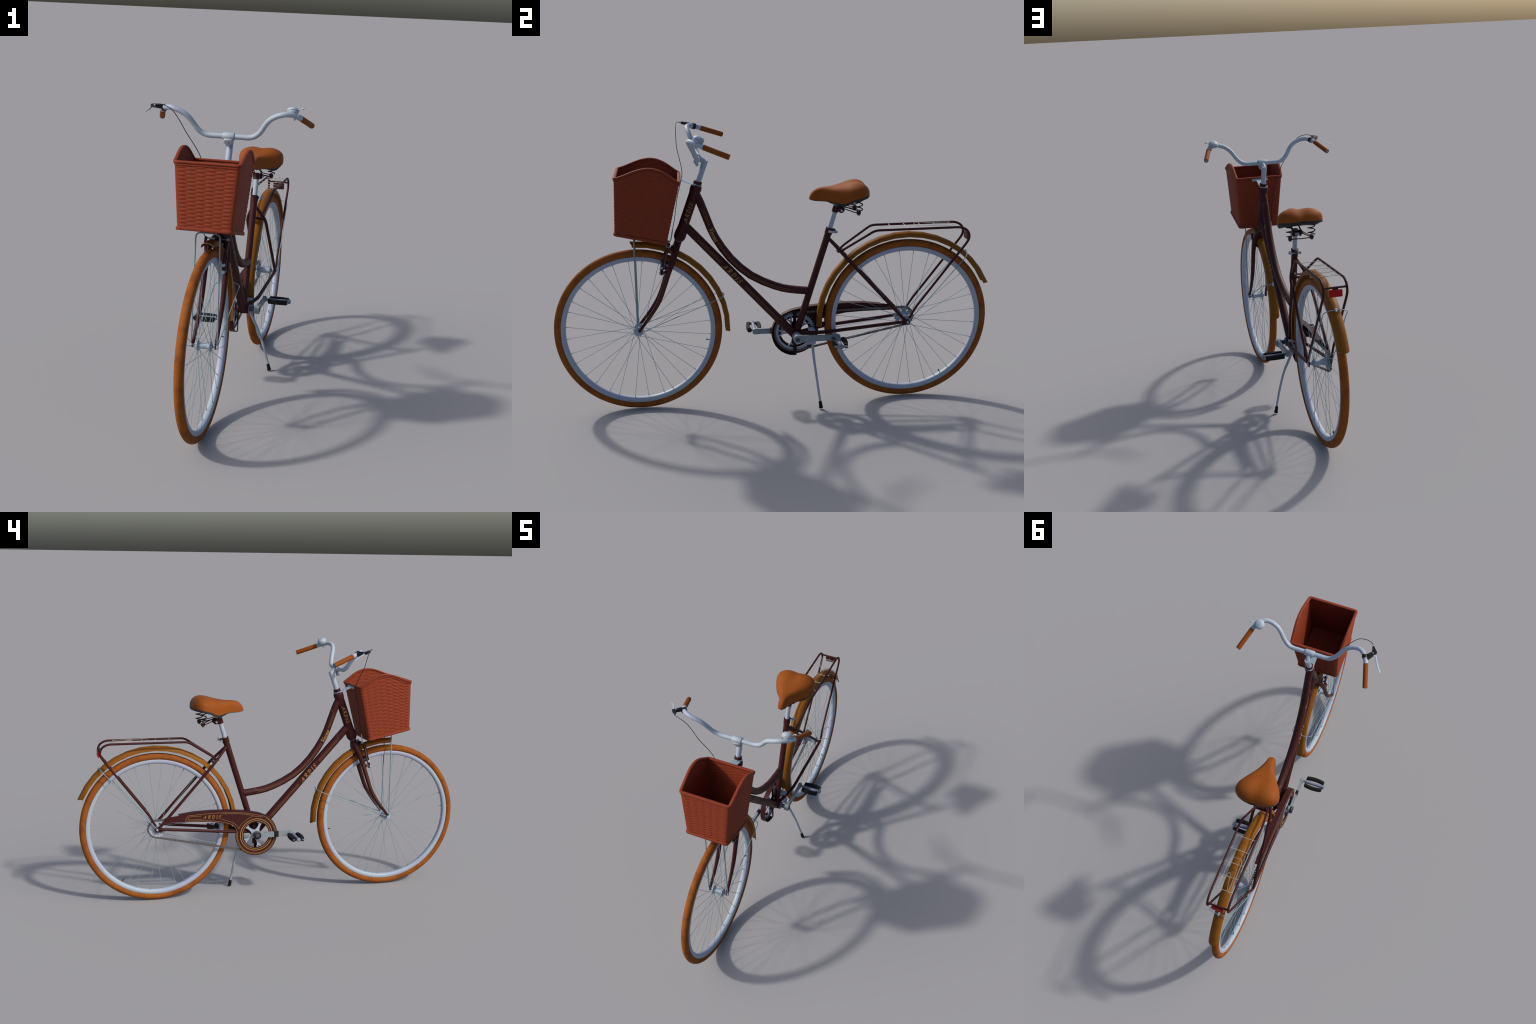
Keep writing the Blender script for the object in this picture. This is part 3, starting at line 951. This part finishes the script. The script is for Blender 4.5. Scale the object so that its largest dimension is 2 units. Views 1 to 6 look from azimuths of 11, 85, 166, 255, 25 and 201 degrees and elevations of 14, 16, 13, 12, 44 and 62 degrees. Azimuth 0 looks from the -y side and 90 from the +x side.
# --------------------------------------------------------------- drivetrain
drive = empty("drivetrain", bike)
SH = (-.0025, -.0025)             # the guard leans in: its outline as seen, moved in depth
shift = lambda pts: [(y + SH[0], z + SH[1]) for y, z in pts]
DC = (.1035 + SH[0], .3265 + SH[1])
HOLE = .0670
upper = shift([(.505, .4500), (.425, .4605), (.344, .4635), (.248, .4615), (.155, .4530), (.090, .4395)])
lower = shift([(.2070, .3665), (.228, .3820), (.274, .3955), (.343, .4075), (.425, .4115), (.533, .4120)])
shell = upper + arc(DC, .1105, 108, 380, 22) + lower
hole = arc(DC, HOLE, 0, 360, 40)[:-1]
guard_out, guard_in = -.0470, -.0200
g = plate(shell, [hole], guard_out, guard_out + .002)
skirt_line = [p for p in upper] + arc(DC, .1105, 108, 268, 14)
vs, fs = [], []
for i, p in enumerate(skirt_line):
    a, b = V(skirt_line[max(i - 1, 0)]), V(skirt_line[min(i + 1, len(skirt_line) - 1)])
    t = (b - a).normalized()
    nrm = V((-t.y, t.x)) * -.0016
    q = (p[0] - nrm.x, p[1] - nrm.y)
    for dd, w in ((guard_out, p), (guard_in, p), (guard_in, q), (guard_out + .001, q)):
        vs.append(V((dd, w[0], w[1])))
for i in range(len(skirt_line) - 1):
    for k in range(4):
        m = (k + 1) % 4
        fs.append((4 * i + k, 4 * i + m, 4 * i + 4 + m, 4 * i + 4 + k))
fs += [(0, 1, 2, 3), tuple(4 * (len(skirt_line) - 1) + k for k in range(4))[::-1]]
tail = plate(shift([(.490, .4490), (.560, .4390), (.576, .4375), (.576, .4120), (.500, .4135)]), [], guard_out + .0025, guard_out + .0040)
collar_ring = lathe((guard_out, *DC), (1, 0, 0), [(0, HOLE), (0, HOLE + .0012), (.006, HOLE + .0012), (.006, HOLE)], 40, closed=True)
part("chain_guard", join(g, (vs, fs)), PAINT, drive, 30)
part("chain_guard_tail", tail, PAINT, drive, 30)
part("chain_guard_brace", join(box((-.0215, .0985, .4010), (.003, .016, .060)), box((-.0215, .0985, .2480), (.003, .016, .066)), box((-.0230, .1000, .3260), (.003, .030, .11))), PAINT_DARK, drive)
flat = lambda u, v: V((guard_out - .0006, -u, v))     # u runs forward, as read from that side
L = []
contour = [(.474, .4180), (.4600, .4420), (.440, .4450), (.345, .4510), (.249, .4500), (.166, .4440), (.100, .4300)]
L.append(line([(-y, z) for y, z in shift(contour)], .0017, flat, 4))
L.append(line([(-y, z) for y, z in arc(DC, .1035, 92, 372, 40)], .0017, flat, 0))
L.append(line([(-y, z) for y, z in shift([(.2045, .3490), (.2110, .3640), (.2300, .3850), (.275, .4010), (.343, .4130), (.425, .4165), (.474, .4180)])], .0017, flat, 4))
L.append(line([(-y, z) for y, z in arc(DC, .0985, 120, 370, 36)], .0017, flat, 0))
L.append(line([(-y, z) for y, z in shift([(.285, .4445), (.249, .4445), (.166, .4385), (.110, .4240), (.0700, .4180)])], .0015, flat, 4))
L.append(line([(-y, z) for y, z in shift([(.286, .4180), (.240, .4020), (.205, .3800), (.1960, .3600)])], .0015, flat, 4))
L.append(line([(-y, z) for y, z in shift([(.120, .4270), (.155, .4080), (.185, .3830), (.1960, .3600)])], .0015, flat, 4))
L.append(line([(-y, z) for y, z in shift([(.387, .4405), (.446, .4385), (.4570, .4320), (.4580, .4260), (.452, .4235), (.387, .4225)])], .0016, flat, 4))
L.append(line([(-y, z) for y, z in arc(DC, .0740, 0, 360, 48)], .0026, flat, 0))
L.append(line([(-y, z) for y, z in arc(DC, .0835, 0, 360, 48)], .0040, flat, 0))
part("chain_guard_lining", join(*L), GOLD, drive, fix=False)
h = .0165
part("lettering", words("ARDIS", -.3765, h, lambda u, v: flat(u, .4295 + v + (u + .335) * -.03), track=1.36), GOLD, drive, fix=False)

# chainring with five forked arms
cr = [(BB[0], BB[1])]
teeth = 46
outer = []
for k in range(teeth):
    a = 360 / teeth * k
    for da, r in ((-.30, .0905), (-.12, .0965), (.12, .0965), (.30, .0905)):
        t = math.radians(a + da * 360 / teeth)
        outer.append((BB[0] + r * math.cos(t), BB[1] + r * math.sin(t)))
part("chainring", plate(outer, [arc(BB, .0780, 0, 360, 60)[:-1]], -.0385, -.0355), ALLOY, drive, 30)
arms = [lathe((-.0420, *BB), (1, 0, 0), [(0, .014), (.0005, .0235), (.006, .0235), (.0065, .014)], 24)]
for k in range(5):
    a = math.radians(90 + 72 * k + 22)
    c, s = math.cos(a), math.sin(a)
    F = lambda u, v: (BB[0] + u * c - v * s, BB[1] + u * s + v * c)
    shape = [F(.018, -.013), F(.030, -.0075), F(.045, -.0055), F(.055, -.0065), F(.066, -.0120), F(.0795, -.0200), F(.0810, -.0150), F(.070, -.0070), F(.062, -.0015),
             F(.062, .0015), F(.070, .0070), F(.0810, .0150), F(.0795, .0200), F(.066, .0120), F(.055, .0065), F(.045, .0055), F(.030, .0075), F(.018, .013)]
    arms.append(plate(shape, [], -.0402, -.0360))
part("chainring_spider", join(*arms), ALLOY, drive, 30)

# roller chain round the chainring and the rear sprocket
CD = -.0370
RA, RB = .0940, .0440
ca, cb = V((BB[0], BB[1])), V((REAR_Y, WHEEL_Z))
dist = (cb - ca).length
base = math.atan2((cb - ca).y, (cb - ca).x)
off = math.acos((RA - RB) / dist)
loop = []
a_top, a_bot = base + off, base - off
P1, Q1 = ca + V((math.cos(a_top), math.sin(a_top))) * RA, cb + V((math.cos(a_top), math.sin(a_top))) * RB
P2, Q2 = ca + V((math.cos(a_bot), math.sin(a_bot))) * RA, cb + V((math.cos(a_bot), math.sin(a_bot))) * RB
for k in range(60):
    loop.append(P1 + (Q1 - P1) * k / 60)
for k in range(40):
    a = a_top + (a_bot - a_top) * k / 40
    loop.append(cb + V((math.cos(a), math.sin(a))) * RB)
for k in range(60):
    loop.append(Q2 + (P2 - Q2) * k / 60)
for k in range(60):
    a = a_bot - (2 * PI - (a_top - a_bot)) * k / 60
    loop.append(ca + V((math.cos(a), math.sin(a))) * RA)
acc = [0]
for i in range(len(loop)):
    acc.append(acc[-1] + (loop[(i + 1) % len(loop)] - loop[i]).length)
links = 2 * round(acc[-1] / .0128 / 2)


def along(u):
    u %= acc[-1]
    for i in range(len(loop)):
        if acc[i + 1] >= u:
            t = (u - acc[i]) / (acc[i + 1] - acc[i])
            return loop[i] + (loop[(i + 1) % len(loop)] - loop[i]) * t
    return loop[0]


geo = []
for k in range(links):
    a, b = along(acc[-1] * k / links), along(acc[-1] * (k + 1) / links)
    t = (b - a).normalized()
    nn = V((-t.y, t.x))
    m, hl = (a + b) / 2, (b - a).length / 2
    shape = []
    for sgn in (1, -1):
        for q in range(5):
            ang = -PI / 2 + PI * q / 4
            o = t * sgn * (hl + .0048 * math.cos(ang)) + nn * sgn * (.0048 * math.sin(ang))
            shape.append(m + o)
        shape.append(m + nn * sgn * .0036)
    w = .0034 if k % 2 else .0022
    for s in (1, -1):
        geo.append(plate([(p.x, p.y) for p in shape], [], CD + s * w, CD + s * (w + .0011)))
    geo.append(rod((CD - .0022, a.x, a.y), (CD + .0022, a.x, a.y), .0036, 8))
part("chain", join(*geo), CHAIN, drive, 30, stuff=True)
spr = []
for k in range(20):
    for da, r in ((-.30, .0405), (-.12, .0465), (.12, .0465), (.30, .0405)):
        t = 2 * PI * (k + da) / 20
        spr.append((REAR_Y + r * math.cos(t), WHEEL_Z + r * math.sin(t)))
cut = [[(REAR_Y + .0290 * math.cos(a0) + .006 * math.cos(t), WHEEL_Z + .0290 * math.sin(a0) + .006 * math.sin(t)) for t in [2 * PI * q / 10 for q in range(10)]] for a0 in [2 * PI * k / 6 for k in range(6)]]
part("sprocket", join(plate(spr, cut, CD - .001, CD + .001), lathe((CD - .003, REAR_Y, WHEEL_Z), (1, 0, 0), [(0, .012), (.0005, .0185), (.012, .0185), (.0125, .012)], 20)), ALLOY, drive, 30)


def crank(side, d, y_end):
    """Flat crank arm from the axle to the pedal, with its boss and pedal eye."""
    c = empty("crank", drive)
    sg = 1 if y_end > BB[0] else -1
    L_ = abs(y_end - BB[0])
    top = [(0.0, .0165), (.020, .0185), (.034, .0150), (.060, .0140), (.130, .0130), (L_ - .022, .0125), (L_ - .010, .0140), (L_ + .004, .0140), (L_ + .012, .0090)]
    out = [(BB[0] + sg * x, BB[1] + z) for x, z in top] + [(BB[0] + sg * x, BB[1] - z) for x, z in reversed(top)]
    a0, a1 = d - .0055, d + .0055
    body = join(plate(out, [], a0, a1), lathe((d - .0125, *BB), (1, 0, 0), [(0, .0150), (.0015, .0195), (.0235, .0195), (.025, .0150)], 24),
                lathe((d - .009, y_end, BB[1]), (1, 0, 0), [(0, .0105), (.001, .0128), (.017, .0128), (.018, .0105)], 18))
    part("crank_arm", body, CRANK, c, 35)
    e = d + side * .0126
    part("crank_cap", lathe((e - side * .004, *BB), (side, 0, 0), [(0, .011), (.0056, .011), (.0060, .009)], 20), SPINDLE, c)
    if side < 0:
        part("crank_face", lathe((e + .0005, *BB), (-1, 0, 0), [(0, .0188), (.0006, .0194), (.0012, .0186)], 24), BLACK, c)
        part("crank_band", join(box((d, BB[0] - .101, BB[1]), (.0122, .025, .0305)), lathe((d - .0090, *BB), (1, 0, 0), [(0, .0196), (.0004, .0201), (.0090, .0201), (.0095, .0196)], 24)), BLACK, c)
    # pedal
    p = empty("pedal", drive, (d, y_end - .002, BB[1] - .002))
    S = lambda v: V((side * v[0], v[1], v[2]))
    part("pedal_spindle", (lambda g: ([S(v) for v in g[0]], g[1]))(lathe((.008, 0, 0), (1, 0, 0), [(0, .0065), (.010, .0065), (.011, .0095), (.030, .0088), (.075, .0082), (.105, .0088), (.106, .0105), (.116, .0105), (.118, .008)], 18)), ALLOY_DULL, p)
    part("pedal_plate", (lambda g: ([S(v) for v in g[0]], g[1]))(join(box((.1155, 0, 0), (.0055, .060, .0115), None, .002), box((.0220, 0, 0), (.0045, .056, .0100), None, .002))), CRANK if side > 0 else BLACK, p)
    for sg2 in (1, -1):
        vs_, fs_ = [], []
        for q in range(9):
            x = .0225 + .0905 * q / 8
            bow = .0050 * math.sin(PI * q / 8)
            yc = sg2 * (.0225 + bow)
            hw, hh = .0082, .0105
            for yy, zz in ((-hw, -hh + .002), (-hw + .002, -hh), (hw - .002, -hh), (hw, -hh + .002), (hw, hh - .002), (hw - .002, hh), (-hw + .002, hh), (-hw, hh - .002)):
                vs_.append(S((x, yc + yy, zz)))
        for q in range(8):
            for k in range(8):
                m = (k + 1) % 8
                fs_.append((q * 8 + k, q * 8 + m, q * 8 + 8 + m, q * 8 + 8 + k))
        fs_ += [tuple(range(8)), tuple(64 + k for k in range(8))[::-1]]
        part("pedal_block", (vs_, fs_), RUBBER, p, 35)
        part("pedal_screw", (lambda g: ([S(v) for v in g[0]], g[1]))(rod((.112, sg2 * .0240, 0), (.1185, sg2 * .0240, 0), .0032, 8)), ALLOY, p)
    return c


crank(1, .0650, .2860)
crank(-1, -.0635, -.0830)
part("crank_spindle", rod((-.060, *BB), (.058, *BB), .0115, 16), SPINDLE, drive)

# ---------------------------------------------------------------- kickstand
stand = empty("kickstand", bike)
part("stand_plate", join(box((.010, .1715, .3520), (.038, .030, .006)), box((.012, .1715, .3240), (.034, .026, .006)), rod((.012, .1715, .319), (.012, .1715, .358), .0055, 10)), ALLOY, stand)
part("stand_bracket", join(box((.0180, .1740, .3050), (.022, .024, .036), (V((.93, 0, .36)), V((0, 1, 0)), V((-.36, 0, .93))), .004), rod((.021, .160, .290), (.021, .190, .290), .0095, 14)), ALLOY, stand)
leg = spline([(.0210, .1750, .2980), (.0270, .1760, .2720), (.0400, .1765, .2450), (.0530, .1780, .2200), (.0660, .1805, .1900), (.0830, .1860, .1400), (.0990, .1920, .0850), (.1125, .1985, .0300), (.1170, .2010, .0110)], 4)
part("stand_leg", tube(leg, [.0066, .0062, .0058, .0054], 12), ALLOY, stand)
foot_ax = V((.0075, .0035, -.0330)).normalized()
part("stand_foot", lathe((.1112, .1980, .0350), foot_ax, [(0, .0060), (.0008, .0072), (.020, .0082), (.0325, .0095), (.0335, .0088)], 16), RUBBER, stand)
